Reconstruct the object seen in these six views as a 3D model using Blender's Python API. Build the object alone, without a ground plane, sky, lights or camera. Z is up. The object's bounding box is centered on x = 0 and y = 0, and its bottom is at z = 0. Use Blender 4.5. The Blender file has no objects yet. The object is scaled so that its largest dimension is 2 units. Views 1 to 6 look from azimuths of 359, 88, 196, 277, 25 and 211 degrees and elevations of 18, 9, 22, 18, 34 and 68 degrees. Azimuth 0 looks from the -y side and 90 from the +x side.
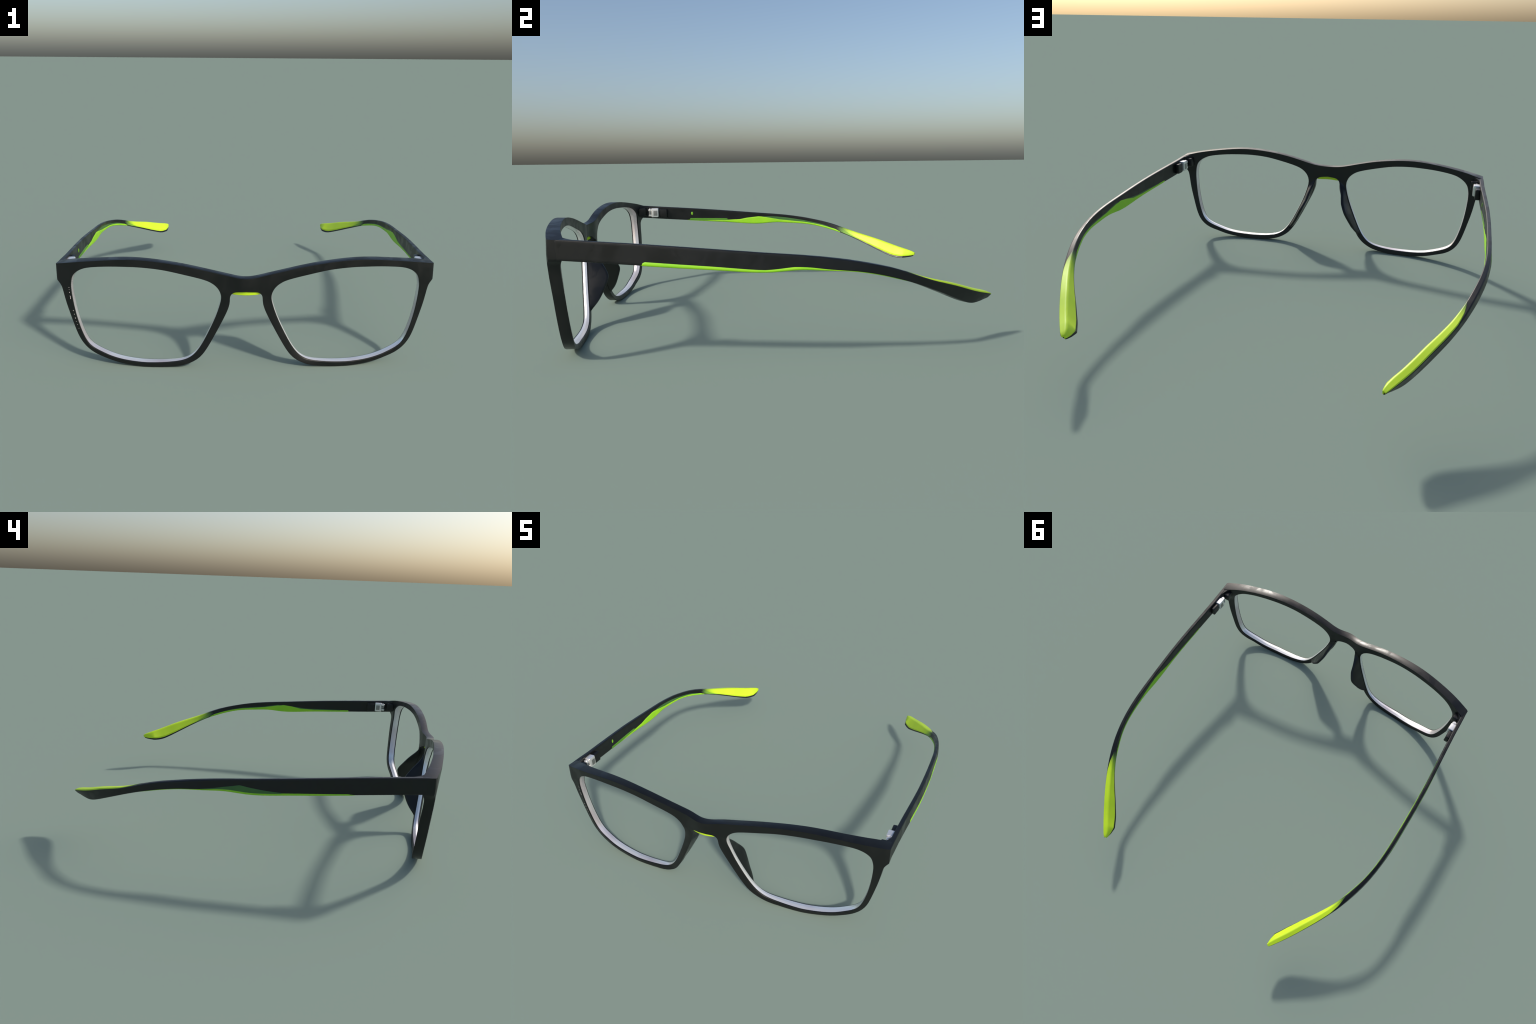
"""Rectangular sports eyeglasses: black frame front with silver lens grooves,
integrated nose pads, spring hinges, and curved temples with lime grips."""
import bpy, bmesh, math
import numpy as np
from mathutils import Vector

# ------------------------------------------------------------------ helpers
def spline(xk, yk, x):
    """natural cubic spline through the knots, evaluated at x"""
    xk = np.asarray(xk, float); yk = np.asarray(yk, float); x = np.asarray(x, float)
    n = len(xk); h = np.diff(xk)
    A = np.zeros((n, n)); b = np.zeros(n); A[0, 0] = A[-1, -1] = 1
    for i in range(1, n - 1):
        A[i, i - 1] = h[i - 1]; A[i, i] = 2 * (h[i - 1] + h[i]); A[i, i + 1] = h[i]
        b[i] = 6 * ((yk[i + 1] - yk[i]) / h[i] - (yk[i] - yk[i - 1]) / h[i - 1])
    m = np.linalg.solve(A, b)
    i = np.clip(np.searchsorted(xk, x) - 1, 0, n - 2); d = x - xk[i]; e = xk[i + 1] - x
    return (m[i] * e**3 / (6 * h[i]) + m[i + 1] * d**3 / (6 * h[i])
            + (yk[i] / h[i] - m[i] * h[i] / 6) * e + (yk[i + 1] / h[i] - m[i + 1] * h[i] / 6) * d)

def curve2d(pts, n, closed=False):
    """smooth planar curve through points, n samples evenly spaced by length"""
    p = np.array(pts, float)
    if closed:
        k = len(p); p = np.concatenate([p[-4:], p, p[:5]])
    t = np.r_[0, np.cumsum(np.sqrt(np.hypot(*np.diff(p, axis=0).T)))]
    lo, hi = (t[4], t[4 + k]) if closed else (t[0], t[-1])
    tt = np.linspace(lo, hi, 3000)
    q = np.stack([spline(t, p[:, 0], tt), spline(t, p[:, 1], tt)], 1)
    s = np.r_[0, np.cumsum(np.hypot(*np.diff(q, axis=0).T))]
    ss = np.linspace(0, s[-1], n, endpoint=not closed)
    return np.stack([np.interp(ss, s, q[:, 0]), np.interp(ss, s, q[:, 1])], 1)

def make_object(name, verts, faces, mat, parent, angle=35, flip=False):
    me = bpy.data.meshes.new(name)
    if flip:
        faces = [tuple(reversed(f)) for f in faces]
    me.from_pydata([tuple(map(float, v)) for v in verts], [], faces)
    me.validate()
    bm = bmesh.new(); bm.from_mesh(me)
    bmesh.ops.recalc_face_normals(bm, faces=bm.faces)
    bm.to_mesh(me); bm.free()
    return finish(name, me, mat, parent, angle)

def finish(name, me, mat, parent, angle=35):
    me.materials.append(mat)
    me.shade_smooth()
    me.set_sharp_from_angle(angle=math.radians(angle))
    ob = bpy.data.objects.new(name, me)
    bpy.context.scene.collection.objects.link(ob)
    ob.parent = parent
    return ob

def loft(sections, cap=True, closed=True):
    """quads between equal-length sections"""
    n = len(sections[0]); verts = [p for s in sections for p in s]; faces = []
    for i in range(len(sections) - 1):
        for j in range(n if closed else n - 1):
            a = i * n + j; b = i * n + (j + 1) % n
            faces.append((a, b, b + n, a + n))
    if cap:
        faces.append(tuple(range(n - 1, -1, -1)))
        faces.append(tuple(range((len(sections) - 1) * n, len(sections) * n)))
    return verts, faces

def bevel_box(name, lo, hi, mat, parent, bevel=.004, taper=None, segments=3):
    bm = bmesh.new()
    bmesh.ops.create_cube(bm, size=1)
    c = [(a + b) / 2 for a, b in zip(lo, hi)]; s = [b - a for a, b in zip(lo, hi)]
    for v in bm.verts:
        v.co = Vector((c[i] + v.co[i] * s[i] for i in range(3)))
        if taper:
            taper(v)
    bmesh.ops.bevel(bm, geom=list(bm.edges), offset=bevel, segments=segments, profile=.6, affect='EDGES')
    me = bpy.data.meshes.new(name); bm.to_mesh(me); bm.free()
    return finish(name, me, mat, parent)

# ---------------------------------------------------------------- materials
def nodes(name):
    m = bpy.data.materials.new(name); m.use_nodes = True
    nt = m.node_tree; return m, nt, nt.nodes['Principled BSDF']

def add(nt, kind, **kw):
    n = nt.nodes.new(kind)
    for k, v in kw.items():
        if hasattr(n, k): setattr(n, k, v)
        else: n.inputs[k].default_value = v
    return n

def ramp(nt, fac, stops):
    r = nt.nodes.new('ShaderNodeValToRGB'); e = r.color_ramp.elements
    while len(e) < len(stops): e.new(.5)
    for s, (p, c) in zip(e, stops):
        s.position = p; s.color = (c if isinstance(c, tuple) else (c, c, c)) + (1,)
    nt.links.new(fac, r.inputs[0]); return r

def black_plastic(name='matt_black_plastic', base=(.0040, .0043, .0044), rough=.335):
    m, nt, b = nodes(name)
    tc = add(nt, 'ShaderNodeTexCoord')
    big = add(nt, 'ShaderNodeTexNoise', Scale=9.0, Detail=5.0, Roughness=.6, Distortion=1.2)
    fine = add(nt, 'ShaderNodeTexNoise', Scale=420.0, Detail=2.0)
    for n in (big, fine): nt.links.new(tc.outputs['Object'], n.inputs['Vector'])
    smear = add(nt, 'ShaderNodeTexVoronoi', feature='SMOOTH_F1', Scale=16.0, Smoothness=.25)
    warp = add(nt, 'ShaderNodeMix', data_type='VECTOR', Factor=.12)
    nt.links.new(tc.outputs['Object'], warp.inputs[4]); nt.links.new(big.outputs['Color'], warp.inputs[5])
    nt.links.new(warp.outputs[1], smear.inputs['Vector'])
    mixf = add(nt, 'ShaderNodeMath', operation='MULTIPLY'); nt.links.new(big.outputs[0], mixf.inputs[0]); nt.links.new(smear.outputs['Distance'], mixf.inputs[1])
    r = ramp(nt, mixf.outputs[0], [(.10, rough - .04), (.22, rough), (.30, rough + .09)])
    nt.links.new(r.outputs[0], b.inputs['Roughness'])
    c = ramp(nt, big.outputs[0], [(.35, base), (.7, tuple(x * 1.35 for x in base))])
    nt.links.new(c.outputs[0], b.inputs['Base Color'])
    bp = add(nt, 'ShaderNodeBump', Strength=.05, Distance=.002)
    nt.links.new(fine.outputs[0], bp.inputs['Height']); nt.links.new(bp.outputs[0], b.inputs['Normal'])
    b.inputs['Specular IOR Level'].default_value = .42
    return m

def lime_rubber(name, a, c, rough=.45, fade=None):
    """lime with faint mottling; fade=(y0,y1): dark green at y0 to lime at y1"""
    m, nt, b = nodes(name)
    tc = add(nt, 'ShaderNodeTexCoord')
    n = add(nt, 'ShaderNodeTexNoise', Scale=11.0, Detail=3.0)
    nt.links.new(tc.outputs['Object'], n.inputs['Vector'])
    r = ramp(nt, n.outputs[0], [(.3, a), (.7, c)]); out = r.outputs[0]
    if fade:
        sx = add(nt, 'ShaderNodeSeparateXYZ'); nt.links.new(tc.outputs['Object'], sx.inputs[0])
        mr = add(nt, 'ShaderNodeMapRange'); nt.links.new(sx.outputs['Y'], mr.inputs['Value'])
        mr.inputs['From Min'].default_value, mr.inputs['From Max'].default_value = fade
        g = ramp(nt, mr.outputs[0], [(0, (.02, .03, .015)), (.4, (.10, .22, .03)), (1, (.3, .5, .02))])
        k = ramp(nt, mr.outputs[0], [(0.2, 0.0), (1, 1.0)])
        mx = add(nt, 'ShaderNodeMix', data_type='RGBA')
        nt.links.new(k.outputs[0], mx.inputs[0]); nt.links.new(g.outputs[0], mx.inputs[6]); nt.links.new(out, mx.inputs[7])
        out = mx.outputs[2]
    nt.links.new(out, b.inputs['Base Color'])
    b.inputs['Roughness'].default_value = rough
    return m

def metal(name, col, rough, metallic=1, tint=None):
    m, nt, b = nodes(name)
    tc = add(nt, 'ShaderNodeTexCoord')
    n = add(nt, 'ShaderNodeTexNoise', Scale=6.0, Detail=0.0)
    nt.links.new(tc.outputs['Object'], n.inputs['Vector'])
    r = ramp(nt, n.outputs[0], [(.3, rough * .9), (.7, rough * 1.1)])
    nt.links.new(r.outputs[0], b.inputs['Roughness'])
    b.inputs['Base Color'].default_value = col + (1,)
    if tint:
        n2 = add(nt, 'ShaderNodeTexNoise', Scale=5.0, Detail=1.0)
        nt.links.new(tc.outputs['Object'], n2.inputs['Vector'])
        c = ramp(nt, n2.outputs[0], [(.45, col), (.62, tint)])
        nt.links.new(c.outputs[0], b.inputs['Base Color'])
    b.inputs['Metallic'].default_value = metallic
    return m

BLACK = black_plastic()
LIME = lime_rubber('lime_rubber', (.54, .80, .016), (.60, .86, .02))
LIME_TIP = lime_rubber('lime_tip_rubber', (.57, .83, .017), (.63, .88, .02), fade=(.53, .63))
GREEN = lime_rubber('green_rubber', (.27, .66, .014), (.36, .72, .016))
DOT_GREEN = lime_rubber('dot_green_rubber', (.17, .44, .016), (.21, .50, .02))
DARK_GREEN = lime_rubber('dark_green_rubber', (.04, .13, .026), (.06, .17, .035))
FADE_GREEN = lime_rubber('fade_green_rubber', (.17, .38, .035), (.22, .44, .04), fade=(.525, .60))
MID_GREEN = lime_rubber('mid_green_rubber', (.075, .25, .015), (.10, .29, .02))
SILVER = metal('brushed_silver', (.88, .87, .865), .30, .62, (.70, .63, .65))  # mauve patches mixed into the base colour paint uneven reflections on the liner
DARK_STEEL = metal('worn_steel', (.30, .30, .29), .35, .8)
STEEL = metal('hinge_steel', (.84, .83, .81), .30, .65)

# ------------------------------------------------------------ root of thing
root = bpy.data.objects.new('eyeglasses', None)
bpy.context.scene.collection.objects.link(root)
root['label'] = 'black rectangular sports eyeglasses with lime green temple grips'
root['category'] = 'eyeglasses'

# ------------------------------------------------------------- frame front
# top front edge of the brow bar: x, y (wrap), z
BROW = np.array([(0, -.9990, .5055), (.08, -.9835, .5139), (.16, -.9804, .5324), (.26, -.9805, .5562),
                 (.4, -.9733, .5792), (.55, -.958, .5884), (.7, -.9340, .5768), (.82, -.9068, .5607),
                 (.927, -.8725, .5418)])
_x = np.r_[-BROW[:0:-1, 0], BROW[:, 0]]
brow_y = lambda x: spline(_x, np.r_[BROW[:0:-1, 1], BROW[:, 1]], np.clip(x, -.94, .94))
brow_z = lambda x: spline(_x, np.r_[BROW[:0:-1, 2], BROW[:, 2]], np.clip(x, -.94, .94))
def front_y(x, z):                       # curved, tilted front surface
    d = np.maximum(brow_z(x) - z, 0)
    low = np.interp(np.abs(x), [.38, .52, .70, .82], [0, 1, 1, 0]) * np.clip((d - .4) / .13, 0, 1)
    return brow_y(x) + .034 * d + .107 * d * d - .0065 * low - .0022 * np.clip(d / .08, 0, 1) - .0040 * np.clip((np.abs(x) - .86) / .05, 0, 1) * np.interp(d, [0, .06, .16, .26], [0, 1, 1, 0])
def depth(x, z):                         # front-to-back thickness
    ax = np.abs(x)
    top = np.interp(ax, [0, .06, .12, .26, .4, .55, .7, .82, .89, .93], [.043, .041, .040, .041, .044, .048, .052, .058, .064, .065])
    low = np.interp(ax, [0, .08, .25, .45, .7, .9], [.037, .038, .042, .046, .048, .0485])
    zt = brow_z(x); u = np.clip((z - (zt - .13)) / .09, 0, 1)
    return low + (top - low) * u * u * (3 - 2 * u)

def nasal_back(x, z, gap):               # nasal rim falls away toward the lens
    nose = np.interp(z, [0, .05, .34, .43], [.7, 1, 1, 0]) * np.interp(np.abs(x), [.26, .50], [1, 0])
    return .012 * nose * np.maximum(0, 1 - gap / .034)**1.4

SIDE = [(.9278, .459), (.9118, .440), (.9028, .412), (.8925, .3441), (.8735, .2555), (.8568, .1876), (.8388, .1365),
        (.8090, .0923), (.7667, .0608), (.7222, .0426), (.657, .021), (.5716, .006), (.4861, .0002), (.4009, .0035),
        (.3303, .0130), (.2852, .0298), (.2443, .0570), (.2105, .0968), (.1716, .1661), (.1285, .2532), (.0986, .3183),
        (.0851, .3551), (.0796, .3829), (.0771, .4103), (.0685, .4259), (.0487, .4365), (0, .441)]
LENS = [(0.8594, 0.4241), (0.8548, 0.4579), (0.845, 0.4855), (0.8187, 0.5128), (0.7789, 0.5324), (0.729, 0.5422),
        (0.6491, 0.5496), (0.5692, 0.5522), (0.5142, 0.5522), (0.4093, 0.5437), (0.3094, 0.5236), (0.2056, 0.4966),
        (0.1644, 0.4772), (0.1351, 0.4482), (0.1219, 0.4106), (0.1264, 0.3708), (0.1488, 0.2989), (0.1885, 0.2066),
        (0.2275, 0.1288), (0.2645, 0.077), (0.3105, 0.0455), (0.393, 0.0285), (0.4797, 0.0242), (0.5607, 0.0273),
        (0.6515, 0.0416), (0.737, 0.0726), (0.7898, 0.1043), (0.8186, 0.1524), (0.8423, 0.2417), (0.8553, 0.3345)]
top_edge = np.stack([np.linspace(0, .927, 110), brow_z(np.linspace(0, .927, 110)) + .0006], 1)
end_edge = np.stack([np.linspace(.927, .9278, 12), np.linspace(.5424, .459, 12)], 1)[1:]
side_edge = curve2d(SIDE, 240)[1:]
mid_edge = np.stack([np.zeros(10), np.linspace(.441, .5061, 10)], 1)[1:-1]
outer = np.concatenate([top_edge, end_edge, side_edge, mid_edge])
lens = curve2d(LENS, 1600, closed=True)

# partner of each outline point on the lens opening, from matched landmarks
PAIRS = [((0.0, 0.5061), (0.1518, 0.4676)), ((0.16, 0.5324), (0.2058, 0.4986)), ((0.2599, 0.5565), (0.3095, 0.5266)), ((0.3997, 0.5799), (0.4093, 0.5466)), ((0.5496, 0.5891), (0.5691, 0.555)), ((0.6994, 0.5776), (0.6889, 0.5505)),
        ((0.8191, 0.5617), (0.7786, 0.5348)), ((0.9255, 0.5433), (0.8328, 0.5026)), ((0.9244, 0.4618), (0.8553, 0.449)), ((0.9029, 0.411), (0.8567, 0.4148)), ((0.8718, 0.2574), (0.8342, 0.2452)), ((0.8286, 0.1453), (0.8018, 0.145)),
        ((0.7589, 0.0709), (0.7517, 0.0932)), ((0.5686, 0.0133), (0.5584, 0.0338)), ((0.399, 0.0068), (0.3938, 0.0376)), ((0.2851, 0.0346), (0.3109, 0.0571)), ((0.2112, 0.1011), (0.249, 0.1055)), ((0.1294, 0.2556), (0.1713, 0.2551)),
        ((0.0862, 0.3565), (0.1295, 0.3621)), ((0.0783, 0.4112), (0.1226, 0.4112)), ((0.0, 0.443), (0.1257, 0.4307))]
near = lambda poly, p: int(np.argmin(((poly - np.array(p))**2).sum(1)))
oi = [near(outer, a) for a, _ in PAIRS] + [len(outer)]
li = [near(lens, b) for _, b in PAIRS]; li.append(li[0])
li = np.array(li, float)
fwd = np.sign(np.median(np.diff(li)))
for k in range(1, len(li)):
    while (li[k] - li[k - 1]) * fwd < 0: li[k:] += fwd * len(lens)
partner = np.interp(np.arange(len(outer)), oi, li) % len(lens)
f = partner - np.floor(partner)
inner = lens[np.floor(partner).astype(int) % len(lens)] * (1 - f[:, None]) + lens[np.ceil(partner).astype(int) % len(lens)] * f[:, None]

ACROSS = 7
def frame_mesh():
    bm = bmesh.new(); n = len(outer)
    D = .06
    for side in (1, -1):
        for yy in (0, D):
            grid = [[bm.verts.new((side * (a[0] + (b[0] - a[0]) * j / ACROSS), yy, a[1] + (b[1] - a[1]) * j / ACROSS))
                     for j in range(ACROSS + 1)] for a, b in zip(inner, outer)]
            for i in range(n):
                k = (i + 1) % n
                for j in range(ACROSS):
                    bm.faces.new((grid[i][j], grid[i][j + 1], grid[k][j + 1], grid[k][j]))
    bmesh.ops.remove_doubles(bm, verts=bm.verts, dist=1e-5)
    edge = [e for e in bm.edges if len(e.link_faces) == 1]
    key = {}
    for v in bm.verts:
        key[(round(v.co.x, 4), round(v.co.z, 4), v.co.y > .01)] = v
    for e in edge:
        a, b = e.verts
        if a.co.y > .01: continue
        a2 = key[(round(a.co.x, 4), round(a.co.z, 4), True)]; b2 = key[(round(b.co.x, 4), round(b.co.z, 4), True)]
        bm.faces.new((a, b, b2, a2))
    bmesh.ops.recalc_face_normals(bm, faces=bm.faces)
    sharp = [e for e in bm.edges if len(e.link_faces) == 2 and e.calc_face_angle(0) > math.radians(50)]
    loops = np.concatenate([inner, inner * [-1, 1]])
    on_lens = lambda e: min(((loops - np.array((v.co.x, v.co.z)))**2).sum(1).min() for v in e.verts) < 1e-9
    rim = [e for e in sharp if on_lens(e)]; rest = [e for e in sharp if e not in set(rim)]
    front = lambda e: all(v.co.y < .001 for v in e.verts)
    groups = [([e for e in rim if front(e)], .0065), ([e for e in rim if not front(e)], .0030),
              ([e for e in rest if front(e)], .0075), ([e for e in rest if not front(e)], .0045)]
    for edges, width in groups:
        bmesh.ops.bevel(bm, geom=[e for e in edges if e.is_valid], offset=width, segments=4, profile=.5, affect='EDGES', clamp_overlap=True)
    for v in bm.verts:
        x, t, z = v.co.x, v.co.y / D, v.co.z
        d = float(depth(x, z)); ax = abs(x); c = min(1, max(0, (ax - .913) / .0145))
        gap = math.sqrt(float(((loops - np.array((x, z)))**2).sum(1).min()))       # distance from the lens edge
        back = float(nasal_back(x, z, gap))
        v.co.y = float(front_y(x, z)) + t * d + (1 - t) * (.004 * c**2.4 + back)
        v.co.z = z - .06 * t * d * min(1, max(0, (ax - .84) / .08)) * min(1, max(0, (z - .44) / .06))
    me = bpy.data.meshes.new('frame_front'); bm.to_mesh(me); bm.free()
    return me
frame = finish('frame_front', frame_mesh(), BLACK, root, 50)

# silver groove liner round each lens opening
def offset_loop(loop, d):
    t = np.roll(loop, -1, 0) - np.roll(loop, 1, 0); t /= np.hypot(*t.T)[:, None]
    nrm = np.stack([-t[:, 1], t[:, 0]], 1)
    c = loop.mean(0)
    if ((c - loop) * nrm).sum() < 0: nrm = -nrm
    return loop + nrm * d
ring_path = curve2d(LENS, 260, closed=True)
for side in (1, -1):
    prof = [(-.004, .15), (.0009, .155), (.0032, .47), (.0034, .5), (.0032, .53), (.0009, .88), (-.004, .885)]
    secs = []
    rings = [(offset_loop(ring_path, d), t) for d, t in prof]
    for i in range(len(ring_path)):
        s = []
        for lp, t in rings:
            x, z = lp[i]; s.append((side * x, front_y(x, z) + t * depth(x, z) + (1 - t) * nasal_back(x, z, 0), z))
        secs.append(s)
    secs.append(secs[0])
    v, fc = loft(secs, cap=False)
    ob = make_object('lens_rim', v, fc, SILVER, frame, 30)
    bm = bmesh.new(); bm.from_mesh(ob.data); bmesh.ops.remove_doubles(bm, verts=bm.verts, dist=1e-6)
    bmesh.ops.recalc_face_normals(bm, faces=bm.faces); bm.to_mesh(ob.data); bm.free()

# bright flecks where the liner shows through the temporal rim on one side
def rim_flecks():
    bm = bmesh.new(); loop = offset_loop(curve2d(LENS, 400, closed=True), -.0098)
    temporal = loop[(loop[:, 0] > .8) & (loop[:, 1] > .1) & (loop[:, 1] < .47)]
    for z0, ln in ((.425, .003), (.413, .003), (.398, .006), (.372, .020), (.300, .009), (.278, .006), (.258, .007), (.240, .005), (.222, .005), (.200, .003)):
        for q in range(int(max(1, ln / .003))):
            z = z0 + (q * .003) - ln / 2; k = int(np.argmin(abs(temporal[:, 1] - z))); x = float(temporal[k, 0])
            m = bmesh.ops.create_icosphere(bm, subdivisions=1, radius=1)
            for v in m['verts']:
                v.co = Vector((-(x + v.co.x * .0009), float(front_y(x, z)) + v.co.y * .0011, z + v.co.z * .0018))
    me = bpy.data.meshes.new('rim_fleck'); bm.to_mesh(me); bm.free()
    finish('rim_fleck', me, SILVER, frame)['kind'] = 'stuff'
rim_flecks()

# lime strip under the bridge
def bridge_strip():
    xs = np.linspace(-.0745, .0745, 45); secs = []
    for x in xs:
        y0 = float(front_y(x, .43)); u = (abs(x) / .0745)
        zb = .4175 - .001 * u * u + .006 * u**8; zt = .450
        secs.append([(x, y0 + .009, zt), (x, y0 + .009, zb + .005), (x, y0 + .011, zb + .0015), (x, y0 + .015, zb),
                     (x, y0 + .021, zb + .0015), (x, y0 + .024, zb + .005), (x, y0 + .024, zt)])
    v, fc = loft(secs); make_object('bridge_pad', v, fc, LIME, frame, 40)
bridge_strip()

# nose pads: wedge ridge running down behind the nasal rim
RIDGE = np.array([(.425, .0760, -.938), (.40, .0815, -.930), (.35, .0985, -.890), (.30, .1095, -.851), (.275, .118, -.835), (.25, .1285, -.825),
                  (.225, .1395, -.828), (.20, .1520, -.837), (.175, .1670, -.847), (.15, .1840, -.858), (.115, .2070, -.880), (.095, .2220, -.896), (.08, .236, -.905)])
for side in (1, -1):
    secs = []; o = outer[near(outer, (.9278, .458)):]
    o = o[o[:, 0] < .3]; o = o[np.argsort(o[:, 1])]; l = lens[lens[:, 0] < .33]; l = l[(l[:, 1] < .44)]; l = l[np.argsort(l[:, 1])]
    for z in np.linspace(.42, .082, 56):
        xn = np.interp(z, o[:, 1], o[:, 0]) + .002; xl = np.interp(z, l[:, 1], l[:, 0]) - .003
        rx = spline(RIDGE[::-1, 0], RIDGE[::-1, 1], z); ry = spline(RIDGE[::-1, 0], RIDGE[::-1, 2], z)
        yn = float(front_y(xn, z)); yl = float(front_y(xl, z)); dn = float(depth(xn, z))
        base = yn + .026; back = yl + dn - .004; ry = max(ry, back + .001)
        w = .0085 * min(1, (ry - back) / .03 + .15)
        rx = max(rx, xn + .001)
        s = [(xn, base), (xn, yn + dn * .8), (xn * .5 + rx * .5 - .0015, (yn + dn * .8) * .5 + ry * .5), (rx - .001, ry - w * 1.2), (rx, ry - w * .3),
             (rx + w * .7, ry), (rx + w * 1.6, ry - w * .3), (rx + w * 2.0, ry - w * 1.3),
             (rx * .45 + xl * .55 + w, ry * .45 + back * .55 - .002), (xl, back), (xl, base)]
        secs.append([(side * p, q, z) for p, q in s])
    v, fc = loft(secs); make_object('nose_pad', v, fc, BLACK, frame, 60)

# ------------------------------------------------------------------ temples
# top outer edge of the temple: y, x, z ; and its lowest edge
TOP = np.array([(-.868, .925, .5424), (-.6, .9365, .5262), (-.3, .9512, .5039), (0, .9528, .4787), (.2, .9474, .4591),
                (.35, .9311, .4341), (.5, .895, .3992), (.65, .8395, .3443), (.8, .758, .2954), (.9, .6965, .259), (1.005, .624, .2285)])
LOW = np.array([(-.86, .4605), (-.8, .457), (-.65, .4465), (-.5, .4365), (-.35, .4265), (-.2, .4165), (-.1, .4085), (0, .4068), (.1, .4135), (.2, .409),
                (.3, .4025), (.4, .3865), (.5, .3605), (.6, .3265), (.7, .285), (.8, .240), (.86, .2135), (.9, .2005), (.95, .1985), (.98, .2035), (1.005, .2095)])
temple_x = lambda y: spline(TOP[:, 0], TOP[:, 1], y)
temple_z = lambda y: spline(TOP[:, 0], TOP[:, 2], y)
temple_low = lambda y: spline(LOW[:, 0], LOW[:, 1], y)
# section corners as (inward, down) offsets from the outer top edge, along the temple
SEC_Y = [-.86, -.6, -.3, 0, .2, .3, .4, .5, .6, .7, .8, .88, .95, .980, 1.004]
TOP_IN = [.024, .022, .020, .019, .019, .020, .022, .0245, .0275, .029, .030, .029, .028, .026, .022]
TOP_UP = [0, 0, 0, 0, .002, .004, .003, .001, .001, .003, .006, .008, .008, .007, .005]
BOT_IN = [.023, .021, .020, .020, .020, .021, .023, .030, .039, .050, .062, .068, .065, .044, .020]
BOT_OUT = [0, .003, .006, .006, .006, .005, .005, .004, 0, -.006, -.014, -.022, -.025, -.024, -.018]
at = lambda tab, y: float(np.interp(y, SEC_Y, tab))
thick = lambda y: at(TOP_IN, y)

def temple_section(y, n_edge=10, r=.0045):
    """rounded four-sided section as 3D points starting at the outer top edge: top, inner, bottom, outer"""
    e = 1e-3; dx = float(temple_x(y + e) - temple_x(y - e)) / (2 * e)
    L = math.hypot(dx, 1); nrm = np.array([-1 / L, dx / L, 0])             # points inward
    O = np.array([float(temple_x(y)), y, float(temple_z(y))])
    proud = .0014 * min(1, max(0, (y + .858) / .02)) * min(1, max(0, (-.70 - y) / .08))
    O += np.array([proud, 0, proud * .8])
    h = O[2] - float(temple_low(y))
    q = np.array([(0, 0), (at(TOP_IN, y), -at(TOP_UP, y)), (at(BOT_IN, y), h), (-at(BOT_OUT, y), h)]); out = []
    def arc(c, p, n, t0, t1, k=4):                                        # rounded corner c between p and n
        a = c + (p - c) / np.linalg.norm(p - c) * min(r, .4 * np.linalg.norm(p - c))
        b = c + (n - c) / np.linalg.norm(n - c) * min(r, .4 * np.linalg.norm(n - c))
        return [a * (1 - t)**2 + (c * .75 + (a + b) * .125) * 2 * t * (1 - t) + b * t * t for t in np.linspace(t0, t1, k)]
    keys = []
    for i in range(4):
        p, c, n, nn = q[i - 1], q[i], q[(i + 1) % 4], q[(i + 2) % 4]
        s0 = arc(c, p, n, .5, 1); s1 = arc(n, c, nn, 0, .5)
        run = s0 + [s0[-1] + (s1[0] - s0[-1]) * j / (n_edge - 1) for j in range(1, n_edge - 1)] + s1
        ln = np.r_[0, np.cumsum(np.linalg.norm(np.diff(np.array(run), axis=0), axis=1))]
        keys.append(i + ln / ln[-1]); out += run
    pts = [O + nrm * a + np.array([0, 0, -d]) for a, d in out]
    pts = np.array(pts)
    if y > .984:                                                          # round off the end
        sc = math.sqrt(max(0, 1 - ((y - .984) / .0205)**2)); c = pts.mean(0); pts = c + (pts - c) * (.55 + .45 * sc)
    return pts, np.concatenate(keys), nrm

def band(name, ys, p0, p1, lift, mat, side, parent, n=22, angle=50):
    """raised strip lying on the temple skin between perimeter positions p0(y) and p1(y)
       (0 outer top, 1 inner top, 2 inner bottom, 3 outer bottom, 4 outer top)"""
    secs = []
    for y in ys:
        pts, keys, _ = temple_section(y)
        c = pts.mean(0); pp = np.linspace(p0(y), p1(y), n); lf = lift(y) if callable(lift) else lift
        surf = np.stack([np.interp(pp, np.r_[keys - 4, keys], np.r_[pts[:, i], pts[:, i]]) for i in range(3)], 1)
        tan = np.gradient(surf, axis=0); tan /= np.linalg.norm(tan, axis=1)[:, None] + 1e-9
        e = 1e-3
        ax = np.array([float(temple_x(y + e) - temple_x(y - e)), 2 * e, float(temple_z(y + e) - temple_z(y - e))]); ax /= np.linalg.norm(ax)
        nr = np.cross(tan, ax); nr /= np.linalg.norm(nr, axis=1)[:, None]
        if ((surf - c) * nr).sum() < 0: nr = -nr
        prof = np.minimum(1, np.minimum(np.arange(n), np.arange(n)[::-1]) / 2.0)
        top = surf + nr * (lf * prof - .0004 * (prof == 0))[:, None]
        bot = surf - nr * .003
        secs.append(np.concatenate([top, bot[::-1]]) * [side, 1, 1])
    v, fc = loft(secs)
    return make_object(name, v, fc, mat, parent, angle)

def piece(knots):
    k = np.array(knots); return lambda y: float(np.interp(y, k[:, 0], k[:, 1]))

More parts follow.
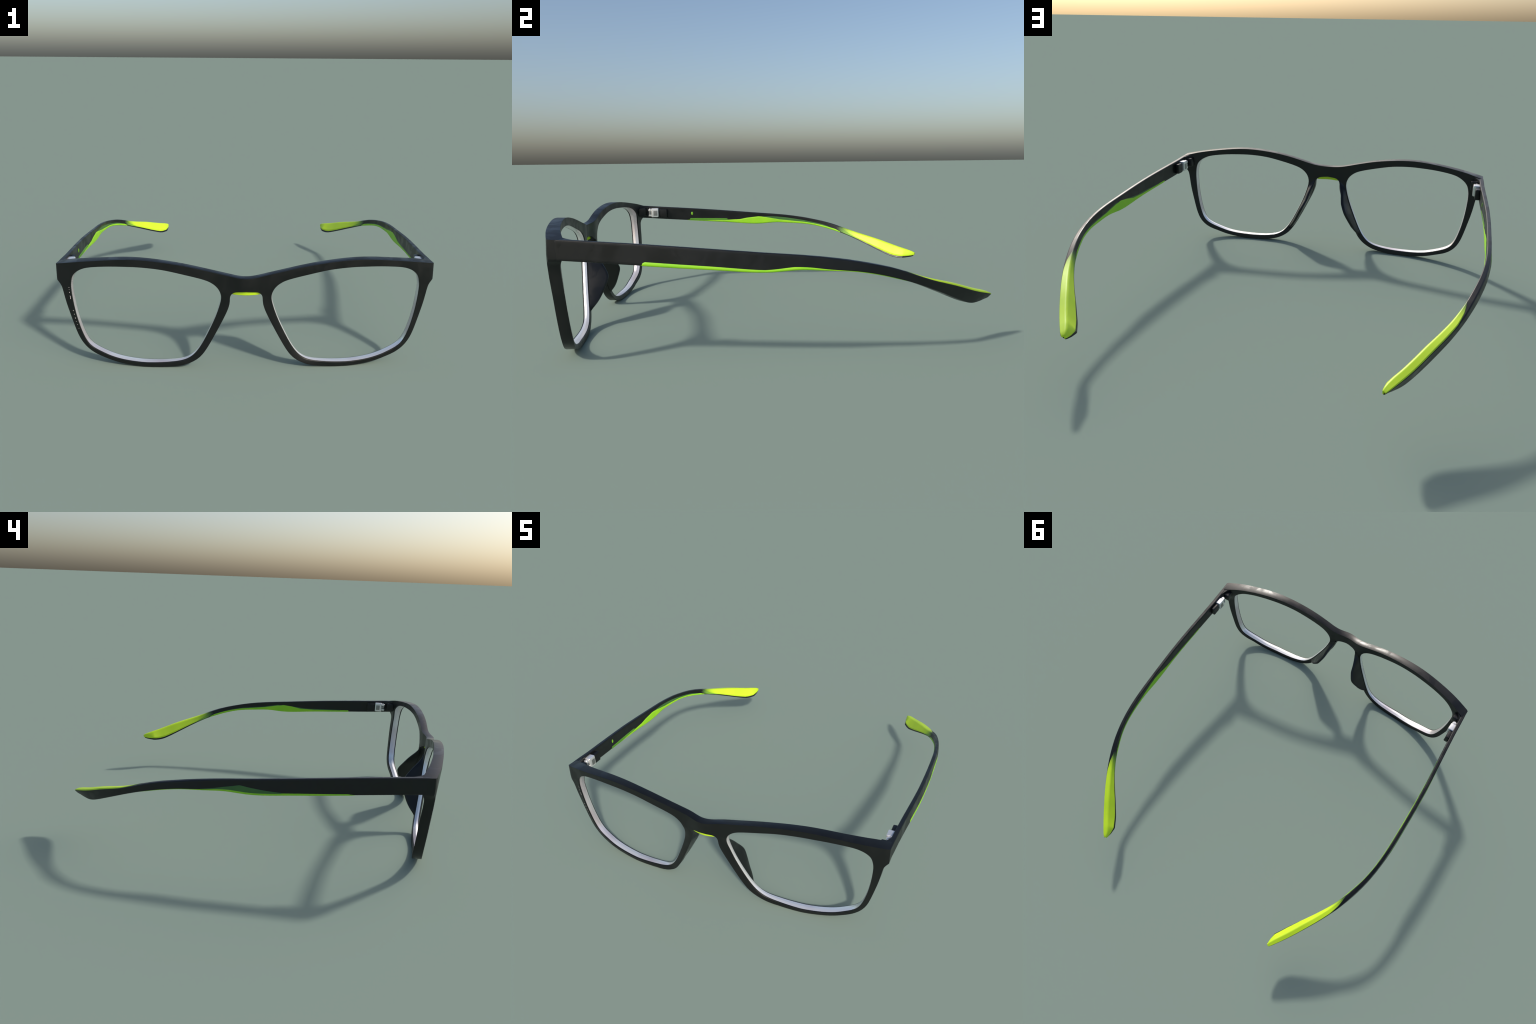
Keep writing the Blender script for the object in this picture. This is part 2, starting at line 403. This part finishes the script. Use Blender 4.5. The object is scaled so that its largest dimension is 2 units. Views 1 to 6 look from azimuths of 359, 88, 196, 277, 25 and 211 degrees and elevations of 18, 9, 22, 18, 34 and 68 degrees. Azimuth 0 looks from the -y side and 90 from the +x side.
for side in (1, -1):
    ys = np.r_[np.linspace(-.858, .9, 134), np.linspace(.91, .97, 12), .98, .988, .994, .9985]
    secs = []
    for y in ys:
        pts, keys, _ = temple_section(y)
        secs.append(pts * [side, 1, 1])
    v, fc = loft(secs)
    temple = make_object('temple', v, fc, BLACK, root, 50)

    # lime tip: top and inner face, growing from the ridge at the ear bend
    tip_p0 = piece([(.535, .97), (.56, .70), (.60, .30), (.66, .05), (.75, .02), (1.01, .02)])
    tip_p1 = piece([(.535, 1.04), (.58, 1.45), (.62, 1.72), (.66, 1.84), (.80, 1.88), (.9, 1.86), (.95, 1.83), (1.01, 1.83)])
    band('temple_tip', np.r_[np.linspace(.535, .96, 70), .97, .978, .985, .991, .996, 1.0, 1.003, 1.0042], tip_p0, tip_p1,
         lambda y: float(np.interp(y, [.535, .60, .70, .80, .96, 1.004], [.0006, .002, .0045, .0052, .0050, .0025])), LIME_TIP, side, temple, n=30, angle=24)

    # paler green bed between the grip's end and the tip
    band('grip_fade', np.linspace(.528, .70, 30), piece([(.528, 1.25), (.56, 1.05), (.70, 1.05)]), piece([(.528, 1.60), (.55, 1.90), (.60, 1.94), (.66, 1.90), (.70, 1.85)]), .0007, FADE_GREEN, side, temple)

    # green grip along the lower inner edge, wrapping under to the outside
    peak = [(-.497, .13), (-.25, .19), (-.15, .32), (-.10, .50), (-.02, .68), (.03, .65), (.08, .5), (.13, .36), (.25, .27), (.42, .28), (.52, .30), (.55, .12)]
    if side < 0:
        peak = [(-.497, .02), (-.40, .05), (-.25, .17)] + peak[2:]
    inn = piece([(y, 2 - h) for y, h in peak])
    out = piece([(-.515, 3.02), (-.50, 3.19), (-.30, 3.17), (-.10, 3.14), (-.03, 3.12), (.03, 3.16), (.08, 3.20), (.15, 3.16), (.24, 3.05), (.30, 2.97), (.42, 2.97), (.55, 2.9)])
    if side < 0:
        out = piece([(-.515, 3.01), (-.48, 3.08), (-.30, 3.11), (-.10, 3.14), (-.03, 3.15), (.08, 3.18), (.15, 3.14), (.24, 3.05), (.30, 2.97), (.42, 2.97), (.55, 2.9)])
    band('temple_grip', np.linspace(-.512, .55, 130), inn, out,
         lambda y: float(np.interp(y, [-.512, -.50, .2, .5, .55], [.0004, .0016, .0022, .002, .0006])), GREEN, side, temple, n=34)
    # dark green transition above the grip
    if side < 0:
        band('grip_shade', np.linspace(-.499, -.235, 30), lambda y: float(np.interp(y, [-.499, -.49, -.24, -.235], [1.98, 1.83, 1.68, 1.72])), lambda y: 2.0, .0008, MID_GREEN, side, temple)
        sh = piece([(-.2, .1), (-.1, .3), (0, .66), (.08, .70), (.17, .67), (.25, .58), (.33, .48), (.45, .42), (.53, .2)])
        band('grip_shade', np.linspace(-.2, .53, 90), lambda y: 2 - sh(y), lambda y: 2.0, .0008, DARK_GREEN, side, temple)
        so = piece([(-.17, .15), (-.10, .28), (-.02, .46), (.03, .60), (.09, .41), (.154, .21), (.22, .1)])
        band('grip_shade', np.linspace(-.17, .22, 70), lambda y: 3.0, lambda y: 3 + so(y), .0008, DARK_GREEN, side, temple)
        # oval lime dot
        yc, zc = -.4785, .4827; cx = float(temple_x(yc)) - float(thick(yc))
        secs = []
        for rr, hh in ((1.0, -.002), (1.0, .0008), (.8, .0016), (.3, .002)):
            secs.append([(side * (cx - hh), yc + .0068 * rr * math.cos(a), zc + .0112 * rr * math.sin(a)) for a in np.linspace(0, 2 * math.pi, 24, endpoint=False)])
        v, fc = loft(secs); make_object('grip_dot', v, fc, DOT_GREEN, temple, 50)
    else:
        sh = piece([(-.45, .15), (-.20, .28), (-.1, .5), (-.02, .66), (.03, .70), (.10, .5), (.15, .38), (.5, .33)])
        band('grip_shade', np.linspace(-.45, .5, 90), lambda y: 2 - sh(y), lambda y: 2.0, .0008, DARK_GREEN, side, temple)

    # spring hinge
    m = lambda a, b: (min(side * a, side * b), max(side * a, side * b))
    hx = m(.876, .914)
    hinge = bevel_box('hinge', (hx[0], -.752, .463), (hx[1], -.704, .5235), STEEL, root, .006)
    hx = m(.887, .914); bevel_box('hinge_casing', (hx[0], -.703, .457), (hx[1], -.647, .516), BLACK, hinge, .008)
    hx = m(.8745, .880); bevel_box('hinge_plate', (hx[0], -.737, .474), (hx[1], -.711, .508), DARK_STEEL, hinge, .0015)
    def drum(name, mat, z0, z1, r, cx, cy, n=20):
        ring = [(math.cos(t), math.sin(t)) for t in np.linspace(0, 2 * math.pi, n, endpoint=False)]
        rows = [(z0, r * .85), (z0 + .002, r), (z1 - .002, r), (z1, r * .85)]
        v, fc = loft([[(side * (cx + q * c), cy + q * d, z) for c, d in ring] for z, q in rows])
        make_object(name, v, fc, mat, hinge, 40)
    for z0, z1, mat in ((.469, .482, STEEL), (.484, .500, DARK_STEEL), (.502, .517, STEEL)):
        drum('hinge_knuckle', mat, z0, z1, .0135, .8935, -.762)
    drum('hinge_screw', STEEL, .516, .521, .006, .8935, -.762)
    # seat that carries the hinge behind the corner of the frame
    hx = m(.863, .914); bevel_box('hinge_seat', (hx[0], -.850, .474), (hx[1], -.788, .527), BLACK, frame, .009)
    # endpiece: concave fillet between the back of the frame and the inside of the temple
    A = np.array((.866, float(front_y(.866, .5)) + .036)); B = np.array((.9130, -.748)); C = np.array((.897, -.818)); E = np.array((.917, -.84))
    plan = [A] + [(A + np.array((.0, .020))) * (1 - t)**2 + C * 2 * t * (1 - t) + B * t * t for t in np.linspace(0, 1, 16)] + [E]
    secs = []
    for k, u in enumerate((0, .06, .12, .5, .9, .96, 1)):
        inset = (.004, .0012, 0, 0, 0, .0008, .003)[k]; row = []
        for px, py in plan:
            w = min(1, max(0, (.912 - px) / .046))
            zt = float(brow_z(px)) * w + float(temple_z(max(py, -.868))) * (1 - w) - .0015 * w - .0004; zl = .4655
            row.append((side * (px + inset * .6), py - inset * .6, zl + (zt - zl) * u))
        secs.append(row)
    v, fc = loft(secs); make_object('endpiece', v, fc, BLACK, frame, 40)
